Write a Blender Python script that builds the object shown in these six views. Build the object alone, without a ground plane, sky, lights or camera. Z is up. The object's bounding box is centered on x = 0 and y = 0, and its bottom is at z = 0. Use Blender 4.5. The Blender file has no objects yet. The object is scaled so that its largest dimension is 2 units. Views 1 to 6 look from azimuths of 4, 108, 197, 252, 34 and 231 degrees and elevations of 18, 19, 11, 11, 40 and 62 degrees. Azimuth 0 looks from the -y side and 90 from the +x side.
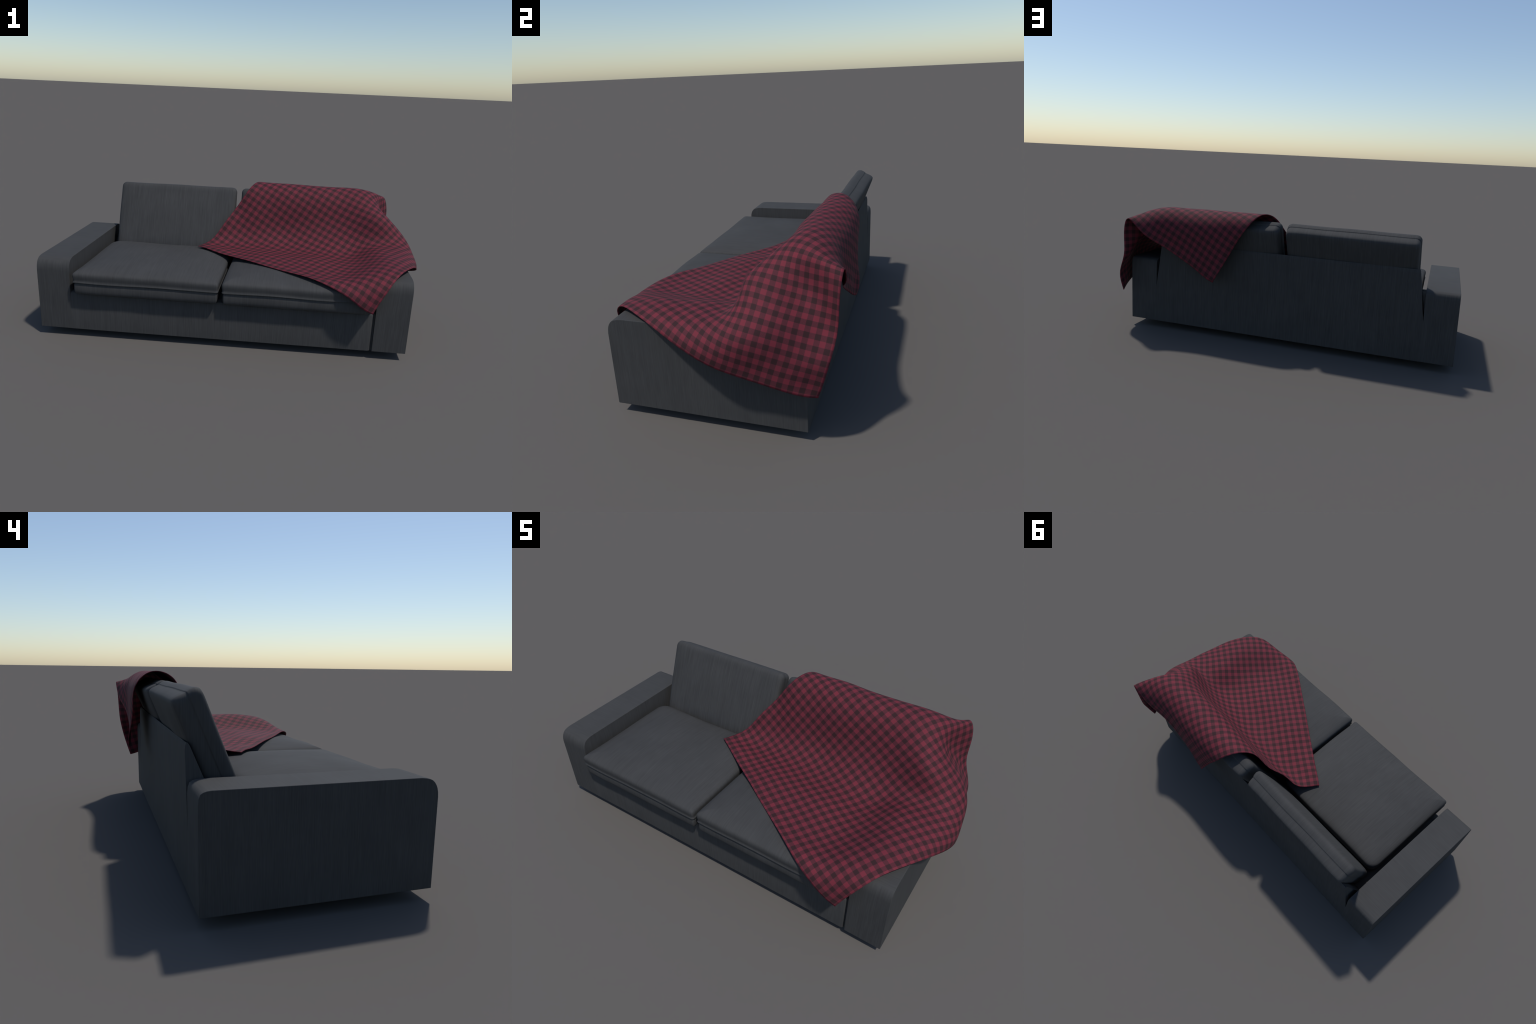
"""Two-seat grey fabric sofa with a red and black gingham throw laid over its right half.

Units are metres, z up.  The sofa is built from lofted cushions and profiled boards;
the throw is a square cloth whose drape is a B-spline surface over a small control net.
"""
import bpy, bmesh, math
import numpy as np
from mathutils import Vector, noise
from mathutils.bvhtree import BVHTree

# --------------------------------------------------------------------------- sizes
LEFT, RIGHT = -1.000, 0.900            # outer faces of the two armrests
ARM = 0.170                            # armrest width
FRONT, BACK = -0.418, 0.373            # front and back of the frame
FLOOR_GAP = 0.042                      # the frame stands this far off the ground
IN_L, IN_R = LEFT + ARM, RIGHT - ARM   # clear space between the armrests
LEAN = math.radians(21.6)              # backward lean of the back cushions


# --------------------------------------------------------------------------- helpers
def new_object(name, bm, material, parent=None, sharp=40.0):
    mesh = bpy.data.meshes.new(name)
    bmesh.ops.recalc_face_normals(bm, faces=bm.faces)
    for f in bm.faces:
        f.smooth = True
    for e in bm.edges:
        if len(e.link_faces) == 2:
            e.smooth = e.calc_face_angle(0.0) < math.radians(sharp)
    bm.to_mesh(mesh)
    bm.free()
    mesh.materials.append(material)
    obj = bpy.data.objects.new(name, mesh)
    bpy.context.scene.collection.objects.link(obj)
    obj.parent = parent
    return obj


def bevel(obj, width, segments=2, angle=40):
    m = obj.modifiers.new("rounded_edges", "BEVEL")
    m.width, m.segments, m.limit_method = width, segments, "ANGLE"
    m.angle_limit = math.radians(angle)
    m.harden_normals = True
    return obj


def extrude_profile(bm, profile, x0, x1):
    """Prism from a closed (y, z) profile, between two x positions (numbers or functions of z)."""
    at = lambda x, z: x(z) if callable(x) else x
    a = [bm.verts.new((at(x0, z), y, z)) for y, z in profile]
    b = [bm.verts.new((at(x1, z), y, z)) for y, z in profile]
    k = len(profile)
    for i in range(k):
        j = (i + 1) % k
        bm.faces.new((a[i], a[j], b[j], b[i]))
    bm.faces.new(a)
    bm.faces.new(b)


def outline(x0, x1, y0, y1, r_low, r_high, inset, per_corner=7, per_side=14):
    """Rounded rectangle; the two corners at y0 have radius r_low, those at y1 r_high."""
    x0, x1, y0, y1 = x0 + inset, x1 - inset, y0 + inset, y1 - inset
    corners = [(x1, y0, r_low, -90), (x1, y1, r_high, 0), (x0, y1, r_high, 90), (x0, y0, r_low, 180)]
    ring = []
    for cx, cy, r, start in corners:
        r = max(r - 0.35 * inset, 0.004) if inset > 0 else r
        ox, oy = cx + (-r if cx == x1 else r), cy + (-r if cy == y1 else r)
        for k in range(per_corner):
            t = math.radians(start + 90 * k / (per_corner - 1))
            ring.append((ox + r * math.cos(t), oy + r * math.sin(t)))
    # straight runs get extra points so that the pad can bulge and ripple
    full = []
    for k, p in enumerate(ring):
        full.append(p)
        if k % per_corner == per_corner - 1:
            q = ring[(k + 1) % len(ring)]
            for s in range(1, per_side):
                w = s / per_side
                full.append((p[0] + (q[0] - p[0]) * w, p[1] + (q[1] - p[1]) * w))
    return full


def loft_pad(bm, box, radii, profile, crown_low, crown_high, place, ripple=0.0, seed=0.0, rings=9):
    """Closed upholstered pad: stacked rounded outlines (inset, height), domed at both ends."""
    x0, x1, y0, y1 = box
    cx, cy = (x0 + x1) / 2, (y0 + y1) / 2
    sections = []
    low_in, low_h = profile[0]
    high_in, high_h = profile[-1]

    hx, hy = (x1 - x0) / 2, (y1 - y0) / 2

    def bulge(x, y, inset):
        a, b = abs(x - cx) / (hx - inset), abs(y - cy) / (hy - inset)
        return max(0.0, (1 - a ** 3.0)) * max(0.0, (1 - b ** 3.0))

    def dome(inset, h, crown):
        base = outline(*box, *radii, inset)
        out = []
        for k in range(1, rings):
            s = 1 - k / rings
            ring = [(cx + (x - cx) * s, cy + (y - cy) * s) for x, y in base]
            out.append([(x, y, h + crown * bulge(x, y, inset)) for x, y in ring])
        return out

    sections += list(reversed(dome(low_in, low_h, crown_low)))
    for inset, h in profile:
        sections.append([(x, y, h) for x, y in outline(*box, *radii, inset)])
    sections += dome(high_in, high_h, crown_high)
    hmid = (low_h + high_h) / 2
    loops = []
    for sec in sections:
        loop = []
        for x, y, h in sec:
            if ripple:
                p = Vector((x * 5.0 + seed, y * 5.0, h * 9.0))
                amount = ripple * noise.noise(p)
                h2 = h + amount * (1 if h > hmid else 0.4)
                x2 = x + 0.6 * amount * (1 if x > cx else -1) * (abs(x - cx) / (0.5 * (x1 - x0))) ** 6
                y2 = y + 0.6 * ripple * noise.noise(p + Vector((7.1, 3.3, 0))) * (abs(y - cy) / (0.5 * (y1 - y0))) ** 6
                x, y, h = x2, y2, h2
            loop.append(bm.verts.new(place(x, y, h)))
        loops.append(loop)
    for a, b in zip(loops, loops[1:]):
        for i in range(len(a)):
            j = (i + 1) % len(a)
            bm.faces.new((a[i], a[j], b[j], b[i]))
    for loop, (h, crown) in ((loops[0], (low_h, crown_low)), (loops[-1], (high_h, crown_high))):
        c = bm.verts.new(place(cx, cy, h + crown))
        for i in range(len(loop)):
            bm.faces.new((loop[i], loop[(i + 1) % len(loop)], c))


# --------------------------------------------------------------------------- materials
class Nodes:
    def __init__(self, name):
        self.mat = bpy.data.materials.new(name)
        self.mat.use_nodes = True
        self.tree = self.mat.node_tree
        self.shader = self.tree.nodes["Principled BSDF"]

    def add(self, kind, **inputs):
        n = self.tree.nodes.new(kind)
        for k, v in inputs.items():
            if k in n.inputs.keys():
                self.put(n.inputs[k], v)
            else:
                setattr(n, k, v)
        return n

    def put(self, socket, v):
        if isinstance(v, bpy.types.NodeSocket):
            self.tree.links.new(v, socket)
        else:
            socket.default_value = v

    def math(self, op, a, b=0.0, c=0.0, clamp=False):
        n = self.tree.nodes.new("ShaderNodeMath")
        n.operation, n.use_clamp = op, clamp
        for s, v in zip(n.inputs, (a, b, c)):
            self.put(s, v)
        return n.outputs[0]

    def mix(self, fac, a, b):
        n = self.tree.nodes.new("ShaderNodeMix")
        n.data_type = "RGBA"
        self.put(n.inputs[0], fac)
        self.put(n.inputs[6], a)
        self.put(n.inputs[7], b)
        return n.outputs[2]

    def ramp(self, fac, lo, hi):
        n = self.tree.nodes.new("ShaderNodeMapRange")
        n.interpolation_type = "SMOOTHSTEP"
        self.put(n.inputs[0], fac)
        self.put(n.inputs[1], lo)
        self.put(n.inputs[2], hi)
        return n.outputs[0]

    def noise(self, vector, scale, detail=3.0, rough=0.6):
        n = self.tree.nodes.new("ShaderNodeTexNoise")
        self.put(n.inputs["Vector"], vector)
        n.inputs["Scale"].default_value = scale
        n.inputs["Detail"].default_value = detail
        n.inputs["Roughness"].default_value = rough
        return n.outputs["Fac"]

    def stretched(self, vector, sx, sy, sz):
        n = self.tree.nodes.new("ShaderNodeMapping")
        self.put(n.inputs["Vector"], vector)
        n.inputs["Scale"].default_value = (sx, sy, sz)
        return n.outputs["Vector"]


def upholstery(name, top_axis):
    """Charcoal slub-weave cloth: long streaks run down upright faces and along top_axis on flat ones."""
    m = Nodes(name)
    pos = m.add("ShaderNodeTexCoord").outputs["Object"]
    nrm = m.add("ShaderNodeNewGeometry").outputs["Normal"]
    sep = m.add("ShaderNodeSeparateXYZ", Vector=nrm)
    fine, slow = 290.0, 9.0

    def streaks(vec):
        # fine slubs plus a wider, fainter banding
        a = m.noise(vec, 1.0, 3.0, 0.65)
        b = m.noise(m.stretched(vec, 0.25, 0.25, 0.25), 1.0, 2.0, 0.5)
        return m.math("ADD", m.math("MULTIPLY", a, 0.76), m.math("MULTIPLY", b, 0.24))

    lengthwise = streaks(m.stretched(pos, fine, slow, slow))     # up the front and back over the top
    crosswise = streaks(m.stretched(pos, slow, fine, slow))      # up the end faces and across the top
    if top_axis == "x":
        pick = m.ramp(m.math("ABSOLUTE", sep.outputs[1]), 0.72, 0.5)
    else:
        pick = m.ramp(m.math("ABSOLUTE", sep.outputs[0]), 0.5, 0.72)
    s = m.add("ShaderNodeMix")
    m.put(s.inputs[0], pick)
    m.put(s.inputs[2], lengthwise)
    m.put(s.inputs[3], crosswise)
    streak = s.outputs[0]
    mottle = m.noise(pos, 9.0, 3.0, 0.5)
    # streak contrast is strong on upright front faces, softer on flat and end faces
    flat = m.ramp(m.math("ABSOLUTE", sep.outputs[2]), 0.5, 0.85)
    strength = m.math("SUBTRACT", 1.0, m.math("ADD", m.math("MULTIPLY", flat, 0.30), m.math("MULTIPLY", pick, 0.15)), clamp=True)
    centred = m.math("MULTIPLY", m.math("SUBTRACT", streak, 0.5), m.math("MULTIPLY", strength, 1.35))
    tone = m.math("ADD", m.math("ADD", 0.5, centred), m.math("MULTIPLY", m.math("SUBTRACT", mottle, 0.5), 0.35), clamp=True)
    colour = m.mix(tone, (0.0325, 0.0326, 0.0330, 1), (0.0680, 0.0680, 0.0685, 1))
    m.put(m.shader.inputs["Base Color"], colour)
    m.shader.inputs["Roughness"].default_value = 0.80
    m.shader.inputs["Specular IOR Level"].default_value = 0.20
    bump = m.add("ShaderNodeBump", Strength=0.2, Distance=0.001, Height=streak)
    m.put(m.shader.inputs["Normal"], bump.outputs[0])
    return m.mat


def plain(name, colour, rough):
    m = Nodes(name)
    m.shader.inputs["Base Color"].default_value = (*colour, 1)
    m.shader.inputs["Roughness"].default_value = rough
    return m.mat


CHECKS = 28                            # dark stripes along each side of the throw


def gingham(name):
    m = Nodes(name)
    gen = m.add("ShaderNodeTexCoord").outputs["Generated"]
    sep = m.add("ShaderNodeSeparateXYZ", Vector=gen)

    def stripe(axis):
        f = m.math("FRACT", m.math("MULTIPLY", sep.outputs[axis], float(CHECKS)))
        d = m.math("ABSOLUTE", m.math("SUBTRACT", f, 0.5))
        return m.ramp(d, 0.285, 0.215)

    warp, weft = stripe(0), stripe(1)
    both, one = m.math("MULTIPLY", warp, weft), m.math("MAXIMUM", warp, weft)
    # thread noise: the half-tone squares look twilled, the solid ones nearly even
    cell = m.stretched(gen, 620, 620, 1)
    thread = m.noise(cell, 1.0, 2.0, 0.7)
    cloudy = m.noise(m.stretched(gen, 6, 6, 1), 1.0, 3.0, 0.6)
    red = m.mix(cloudy, (0.132, 0.0185, 0.0310, 1), (0.180, 0.0245, 0.0380, 1))
    half = m.mix(m.ramp(thread, 0.3, 0.7), (0.062, 0.0145, 0.0210, 1), (0.102, 0.0210, 0.0295, 1))
    dark = m.mix(thread, (0.0270, 0.0105, 0.0125, 1), (0.0400, 0.0145, 0.0160, 1))
    colour = m.mix(both, m.mix(one, red, half), dark)
    m.put(m.shader.inputs["Base Color"], colour)
    m.shader.inputs["Roughness"].default_value = 0.80
    m.shader.inputs["Specular IOR Level"].default_value = 0.24
    bump = m.add("ShaderNodeBump", Strength=0.15, Distance=0.001, Height=thread)
    m.put(m.shader.inputs["Normal"], bump.outputs[0])
    return m.mat


FABRIC_ARM = upholstery("charcoal_fabric_armrest", "x")
FABRIC = upholstery("charcoal_fabric_cushion", "y")
FOOT = plain("black_plastic", (0.012, 0.012, 0.012), 0.6)
CHECKED = gingham("red_black_gingham")

# --------------------------------------------------------------------------- sofa
sofa = bpy.data.objects.new("sofa", None)
bpy.context.scene.collection.objects.link(sofa)
sofa["label"] = "low charcoal grey fabric sofa with two seat and two back cushions"
sofa["category"] = "sofa"

# armrest: flat slab, softly rounded where the top rolls over to the front
arm_profile = [
    (FRONT, FLOOR_GAP), (FRONT, 0.20), (FRONT, 0.358), (-0.4165, 0.374), (-0.413, 0.388), (-0.4085, 0.398),
    (-0.402, 0.407), (-0.394, 0.414), (-0.384, 0.4185), (-0.370, 0.422), (-0.352, 0.424),
    (0.334, 0.424), (0.347, 0.4225), (0.358, 0.419), (0.366, 0.4135), (0.371, 0.400), (BACK, 0.380), (BACK, FLOOR_GAP),
]
for x0, x1 in ((LEFT, IN_L), (IN_R, RIGHT)):
    bm = bmesh.new()
    extrude_profile(bm, arm_profile, x0, x1)
    bevel(new_object("armrest", bm, FABRIC_ARM, sofa, 50), 0.0022, 2, 50)

# seat base between the armrests: a core box with a padded front that is flush with the
# left armrest and stops at a narrow groove before the right one
bm = bmesh.new()
BASE_TOP = 0.247
core = [(FRONT + 0.014, FLOOR_GAP), (FRONT + 0.014, BASE_TOP - 0.006), (FRONT + 0.020, BASE_TOP - 0.001), (0.262, BASE_TOP - 0.001), (0.262, FLOOR_GAP)]
extrude_profile(bm, core, IN_L - 0.02, IN_R + 0.002)
seat_base = new_object("seat_base", bm, FABRIC_ARM, sofa, 50)

bm = bmesh.new()
GROOVE = IN_R - 0.0085
front_y = lambda x: FRONT + 0.0010 + 0.0035 * max(0.0, (x - IN_L) / (GROOVE - IN_L))
front_profile = [(0.0, FLOOR_GAP), (0.0, BASE_TOP - 0.014), (0.0025, BASE_TOP - 0.005), (0.010, BASE_TOP), (0.045, BASE_TOP + 0.0005)]
stations = [(IN_L - 0.02, 0.0), (GROOVE - 0.020, 0.0), (GROOVE - 0.010, 0.0008), (GROOVE - 0.004, 0.003), (GROOVE - 0.001, 0.007), (GROOVE, 0.014)]
loops = [[bm.verts.new((x, front_y(x) + dy + sink, z - 0.8 * sink * (k > 2))) for k, (dy, z) in enumerate(front_profile)] for x, sink in stations]
for la, lb in zip(loops, loops[1:]):
    for k in range(len(la) - 1):
        bm.faces.new((la[k], lb[k], lb[k + 1], la[k + 1]))
solidify_back = [bm.verts.new((x, FRONT + 0.03, z)) for x, z in ((IN_L - 0.02, FLOOR_GAP), (GROOVE, FLOOR_GAP))]
bm.faces.new([l[0] for l in loops] + solidify_back[::-1])
front = new_object("base_front", bm, FABRIC_ARM, seat_base, 50)

# backrest panel: upright behind, leaning in front, narrowing above the armrest joint
JOINT, PANEL_TOP = 0.246, 0.531


def panel_edge(side):
    wide, narrow = (IN_L - 0.002, -0.793) if side < 0 else (IN_R + 0.002, 0.693)
    return lambda z: wide + (narrow - wide) * max(0.0, (z - JOINT) / (PANEL_TOP - JOINT))


bm = bmesh.new()
upper = [(BACK - 0.0003, JOINT), (0.3722, 0.510), (0.3705, 0.523), (0.3665, PANEL_TOP), (0.361, 0.529), (0.356, 0.521), (0.315, 0.419), (0.245, JOINT)]
extrude_profile(bm, upper, panel_edge(-1), panel_edge(1))
lower = [(BACK - 0.0003, FLOOR_GAP), (BACK - 0.0003, JOINT), (0.245, JOINT), (0.2, FLOOR_GAP)]
extrude_profile(bm, lower, panel_edge(-1), panel_edge(1))
bmesh.ops.remove_doubles(bm, verts=bm.verts, dist=1e-5)
inner = [f for f in bm.faces if all(abs(v.co.z - JOINT) < 1e-5 for v in f.verts)]
bmesh.ops.delete(bm, geom=inner, context="FACES_ONLY")
new_object("backrest_panel", bm, FABRIC_ARM, sofa, 40)

# seat cushions: thick top pad overhanging a thinner lower pad, lipped seam between them
seat_profile = [
    (0.035, 0.2490), (0.020, 0.2505), (0.0125, 0.2540), (0.0085, 0.260), (0.0060, 0.269), (0.0050, 0.280), (0.0052, 0.298), (0.0070, 0.308),
    (0.0105, 0.3135), (0.0060, 0.3150), (0.0004, 0.3160), (-0.0002, 0.3180), (0.0016, 0.3210), (0.0030, 0.3260), (0.0020, 0.334), (0.0005, 0.344),
    (0.0003, 0.352), (0.0015, 0.3585), (0.0045, 0.3640), (0.0100, 0.3685), (0.0190, 0.3730), (0.0320, 0.3775), (0.0520, 0.3815),
]
SEATS = ((-0.799, -0.0565, 0.0), (-0.0405, 0.7015, 4.7))
SEAT_FRONT, SEAT_BACK = -0.4600, 0.150
for x0, x1, seed in SEATS:
    bm = bmesh.new()
    loft_pad(bm, (x0, x1, SEAT_FRONT, SEAT_BACK), (0.012, 0.055), seat_profile, 0.0, 0.020,
             lambda x, y, h: (x, y, h), 0.0045, seed)
    new_object("seat_cushion", bm, FABRIC, sofa, 62)

# back cushions: the same two-pad build, leaning on the panel
SEAM_Y, SEAM_Z = 0.3605, 0.6880         # top of the seam line
CL, SL = math.cos(LEAN), math.sin(LEAN)


def lean(x, up, thick):
    """x along the sofa, up along the cushion (0 at the seam top), thick towards the back."""
    return (x, SEAM_Y + up * SL + thick * CL, SEAM_Z + up * CL - thick * SL)


back_profile = [                         # (inset, depth): front face first, back face last
    (0.0600, -0.0522), (0.0380, -0.0515), (0.0210, -0.0498), (0.0105, -0.0468), (0.0040, -0.0420), (0.0003, -0.035), (-0.0020, -0.026),
    (-0.0015, -0.012), (0.0000, -0.004), (0.0002, -0.0008), (0.0018, 0.0003), (0.0028, 0.0022), (0.0026, 0.0080), (0.0030, 0.020),
    (0.0042, 0.036), (0.0075, 0.0465), (0.0125, 0.0530), (0.0230, 0.0565), (0.0500, 0.0578),
]
for x0, x1, seed in ((-0.7835, -0.0655, 2.0), (-0.0325, 0.6850, 8.3)):
    bm = bmesh.new()
    loft_pad(bm, (x0, x1, -0.460, 0.0), (0.03, 0.027), back_profile, -0.0075, 0.004, lean, 0.0050, seed)
    new_object("back_cushion", bm, FABRIC, sofa, 62)

# short feet, hidden well under the frame
for fx in (-0.80, 0.70):
    for fy in (-0.24, 0.20):
        bm = bmesh.new()
        bmesh.ops.create_cone(bm, cap_ends=True, segments=24, radius1=0.024, radius2=0.028, depth=FLOOR_GAP + 0.004)
        bmesh.ops.translate(bm, verts=bm.verts, vec=(fx, fy, (FLOOR_GAP + 0.004) / 2))
        new_object("foot", bm, FOOT, sofa, 40)
bm = bmesh.new()                         # dust cover closing the frame from below
bmesh.ops.create_cube(bm, size=1.0)
for v in bm.verts:
    v.co = (-0.05 + v.co.x * 1.56, -0.02 + v.co.y * 0.76, FLOOR_GAP + 0.006 + v.co.z * 0.006)
new_object("dust_cover", bm, FOOT, sofa, 40)

# --------------------------------------------------------------------------- throw blanket
# Control net of the drape.  Rows run from the edge on the seat to the edge over the
# right corner at the back; along a row the net runs from the left end of the throw to the front/right end.
DRAPE = [
    [(-0.250, 0.031, 0.403), (-0.215, 0.008, 0.411), (-0.145, -0.038, 0.397), (-0.038, -0.108, 0.401), (0.067, -0.177, 0.405), (0.171, -0.249, 0.403), (0.278, -0.318, 0.403), (0.383, -0.387, 0.413), (0.493, -0.460, 0.393), (0.595, -0.499, 0.351), (0.660, -0.489, 0.286), (0.704, -0.488, 0.275)],
    [(-0.227, 0.064, 0.406), (-0.191, 0.038, 0.404), (-0.122, -0.004, 0.433), (-0.015, -0.070, 0.384), (0.091, -0.144, 0.413), (0.193, -0.214, 0.403), (0.301, -0.282, 0.414), (0.405, -0.354, 0.386), (0.513, -0.420, 0.426), (0.616, -0.494, 0.388), (0.687, -0.487, 0.321), (0.721, -0.473, 0.308)],
    [(-0.181, 0.149, 0.406), (-0.145, 0.125, 0.389), (-0.071, 0.064, 0.363), (0.031, -0.009, 0.414), (0.135, -0.069, 0.421), (0.241, -0.144, 0.424), (0.346, -0.212, 0.390), (0.452, -0.283, 0.408), (0.554, -0.346, 0.375), (0.655, -0.420, 0.450), (0.726, -0.470, 0.415), (0.763, -0.473, 0.386)],
    [(-0.115, 0.163, 0.525), (-0.084, 0.178, 0.491), (-0.009, 0.182, 0.438), (0.099, 0.109, 0.393), (0.207, 0.030, 0.401), (0.307, -0.040, 0.400), (0.415, -0.108, 0.433), (0.518, -0.174, 0.398), (0.629, -0.251, 0.408), (0.721, -0.312, 0.457), (0.792, -0.368, 0.465), (0.828, -0.392, 0.459)],
    [(-0.053, 0.249, 0.598), (-0.016, 0.229, 0.588), (0.054, 0.189, 0.554), (0.164, 0.190, 0.492), (0.276, 0.150, 0.421), (0.379, 0.065, 0.406), (0.487, -0.002, 0.396), (0.594, -0.076, 0.402), (0.693, -0.137, 0.420), (0.785, -0.219, 0.501), (0.866, -0.259, 0.462), (0.900, -0.279, 0.454)],
    [(0.016, 0.257, 0.723), (0.050, 0.245, 0.701), (0.119, 0.241, 0.652), (0.232, 0.201, 0.597), (0.338, 0.196, 0.534), (0.451, 0.157, 0.480), (0.549, 0.100, 0.452), (0.668, 0.039, 0.384), (0.740, -0.044, 0.501), (0.866, -0.103, 0.456), (0.923, -0.150, 0.469), (0.954, -0.167, 0.426)],
    [(0.073, 0.378, 0.763), (0.111, 0.349, 0.769), (0.186, 0.286, 0.760), (0.291, 0.235, 0.703), (0.404, 0.205, 0.641), (0.516, 0.208, 0.580), (0.628, 0.157, 0.536), (0.716, 0.120, 0.500), (0.827, 0.088, 0.441), (0.912, -0.029, 0.489), (1.000, -0.034, 0.420), (0.989, -0.056, 0.376)],
    [(0.138, 0.459, 0.667), (0.173, 0.458, 0.692), (0.247, 0.432, 0.748), (0.357, 0.345, 0.768), (0.466, 0.263, 0.754), (0.578, 0.232, 0.680), (0.696, 0.181, 0.648), (0.811, 0.092, 0.648), (0.888, 0.116, 0.527), (1.009, 0.092, 0.443), (1.016, 0.085, 0.369), (1.008, 0.062, 0.330)],
    [(0.203, 0.446, 0.563), (0.238, 0.455, 0.582), (0.308, 0.467, 0.623), (0.417, 0.455, 0.690), (0.528, 0.404, 0.747), (0.645, 0.325, 0.773), (0.746, 0.254, 0.712), (0.850, 0.269, 0.603), (0.939, 0.247, 0.530), (1.014, 0.223, 0.426), (0.964, 0.191, 0.322), (0.979, 0.176, 0.287)],
    [(0.260, 0.460, 0.452), (0.299, 0.472, 0.476), (0.372, 0.444, 0.511), (0.484, 0.455, 0.585), (0.594, 0.461, 0.629), (0.706, 0.453, 0.721), (0.847, 0.373, 0.725), (0.756, 0.364, 0.545), (0.920, 0.349, 0.487), (0.924, 0.338, 0.356), (0.985, 0.307, 0.297), (0.971, 0.302, 0.252)],
    [(0.302, 0.479, 0.382), (0.335, 0.441, 0.396), (0.416, 0.468, 0.444), (0.515, 0.437, 0.501), (0.648, 0.440, 0.572), (0.722, 0.486, 0.609), (0.855, 0.444, 0.725), (0.876, 0.458, 0.581), (0.839, 0.433, 0.443), (0.986, 0.417, 0.361), (0.911, 0.389, 0.262), (0.951, 0.377, 0.226)],
    [(0.320, 0.462, 0.348), (0.359, 0.461, 0.358), (0.432, 0.447, 0.408), (0.541, 0.448, 0.466), (0.657, 0.454, 0.532), (0.760, 0.493, 0.582), (0.856, 0.496, 0.716), (0.889, 0.479, 0.576), (0.872, 0.480, 0.452), (0.946, 0.454, 0.337), (0.935, 0.431, 0.258), (0.931, 0.418, 0.219)],
]
SIDE, THICK, FINE = CHECKS * 0.0405, 0.0030, CHECKS * 4


def spline_weights(n, samples):
    """Clamped uniform cubic B-spline basis, one row per sample (Cox-de Boor)."""
    knots = np.concatenate([np.zeros(3), np.linspace(0, 1, n - 2), np.ones(3)])
    t = np.linspace(0, 1, samples)
    t[-1] -= 1e-9
    w = np.array([(a <= t) & (t < b) for a, b in zip(knots, knots[1:])], float).T
    for d in range(1, 4):
        nxt = np.zeros((samples, w.shape[1] - 1))
        for i in range(w.shape[1] - 1):
            a, b = knots[i + d] - knots[i], knots[i + d + 1] - knots[i + 1]
            if a > 0:
                nxt[:, i] += (t - knots[i]) / a * w[:, i]
            if b > 0:
                nxt[:, i] += (knots[i + d + 1] - t) / b * w[:, i + 1]
        w = nxt
    return w


bpy.context.view_layer.update()
solid = []
for o in sofa.children:
    if o.name.startswith(("seat_cushion", "back_cushion", "armrest", "backrest")):
        solid.append(BVHTree.FromPolygons([v.co.copy() for v in o.data.vertices], [tuple(p.vertices) for p in o.data.polygons]))

net = np.array(DRAPE)
N = FINE + 1
W = spline_weights(len(net), N)
sheet = np.einsum("ai,ijk,bj->abk", W, net, W)


def surface_normals(p):
    n = np.cross(np.gradient(p, axis=1), np.gradient(p, axis=0))
    return n / np.linalg.norm(n, axis=2, keepdims=True)


# lay the cloth on the upholstery: wherever it would sink into a cushion or an armrest, lift it out
CLEAR = THICK + 0.0008
lift = np.zeros((N, N))
for a in range(N):
    for b in range(N):
        start = Vector(sheet[a, b]) + Vector((0, 0, 0.03))
        for tree in solid:
            hit, nrm, _i, dist = tree.ray_cast(start, Vector((0, 0, -1)), 0.03 + CLEAR)
            if hit is not None and nrm.z > 0.25:
                lift[a, b] = max(lift[a, b], 0.03 + CLEAR - dist)
for _ in range(6):                       # feather the lifted patches into their surroundings
    pad = np.pad(lift, 1, mode="edge")
    lift = np.maximum(lift, (pad[:-2, 1:-1] + pad[2:, 1:-1] + pad[1:-1, :-2] + pad[1:-1, 2:]) / 4)
sheet[:, :, 2] += lift

under = sheet - surface_normals(sheet) * THICK
mesh = bpy.data.meshes.new("throw_blanket")
draped = np.concatenate([sheet.reshape(-1, 3), under.reshape(-1, 3)])
u, v = np.meshgrid(np.linspace(0, SIDE, N), np.linspace(0, SIDE, N), indexing="ij")
spread = np.concatenate([np.stack([u, v, np.full_like(u, z)], -1).reshape(-1, 3) for z in (THICK, 0.0)])
idx = np.arange(N * N).reshape(N, N)
quads = np.stack([idx[:-1, :-1], idx[:-1, 1:], idx[1:, 1:], idx[1:, :-1]], -1).reshape(-1, 4)
faces = quads.tolist() + (quads[:, ::-1] + N * N).tolist()
rim = np.concatenate([idx[0, :], idx[1:, -1], idx[-1, -2::-1], idx[-2:0:-1, 0]])
for a, b in zip(rim, np.roll(rim, -1)):
    faces.append([int(b), int(a), int(a) + N * N, int(b) + N * N])
mesh.from_pydata(spread.tolist(), [], faces)
mesh.polygons.foreach_set("use_smooth", [True] * len(mesh.polygons))
mesh.update()
mesh.materials.append(CHECKED)
throw = bpy.data.objects.new("throw_blanket", mesh)
bpy.context.scene.collection.objects.link(throw)
# The cloth is woven flat and then draped by a shape key, so the generated coordinates
# of the gingham stay those of the flat cloth and the checks follow every fold.
throw.shape_key_add(name="flat", from_mix=False)
key = throw.shape_key_add(name="draped", from_mix=False)
key.data.foreach_set("co", draped.ravel())
key.value = 1.0
throw["label"] = "square red and black gingham throw draped over a sofa corner"
throw["category"] = "blanket"
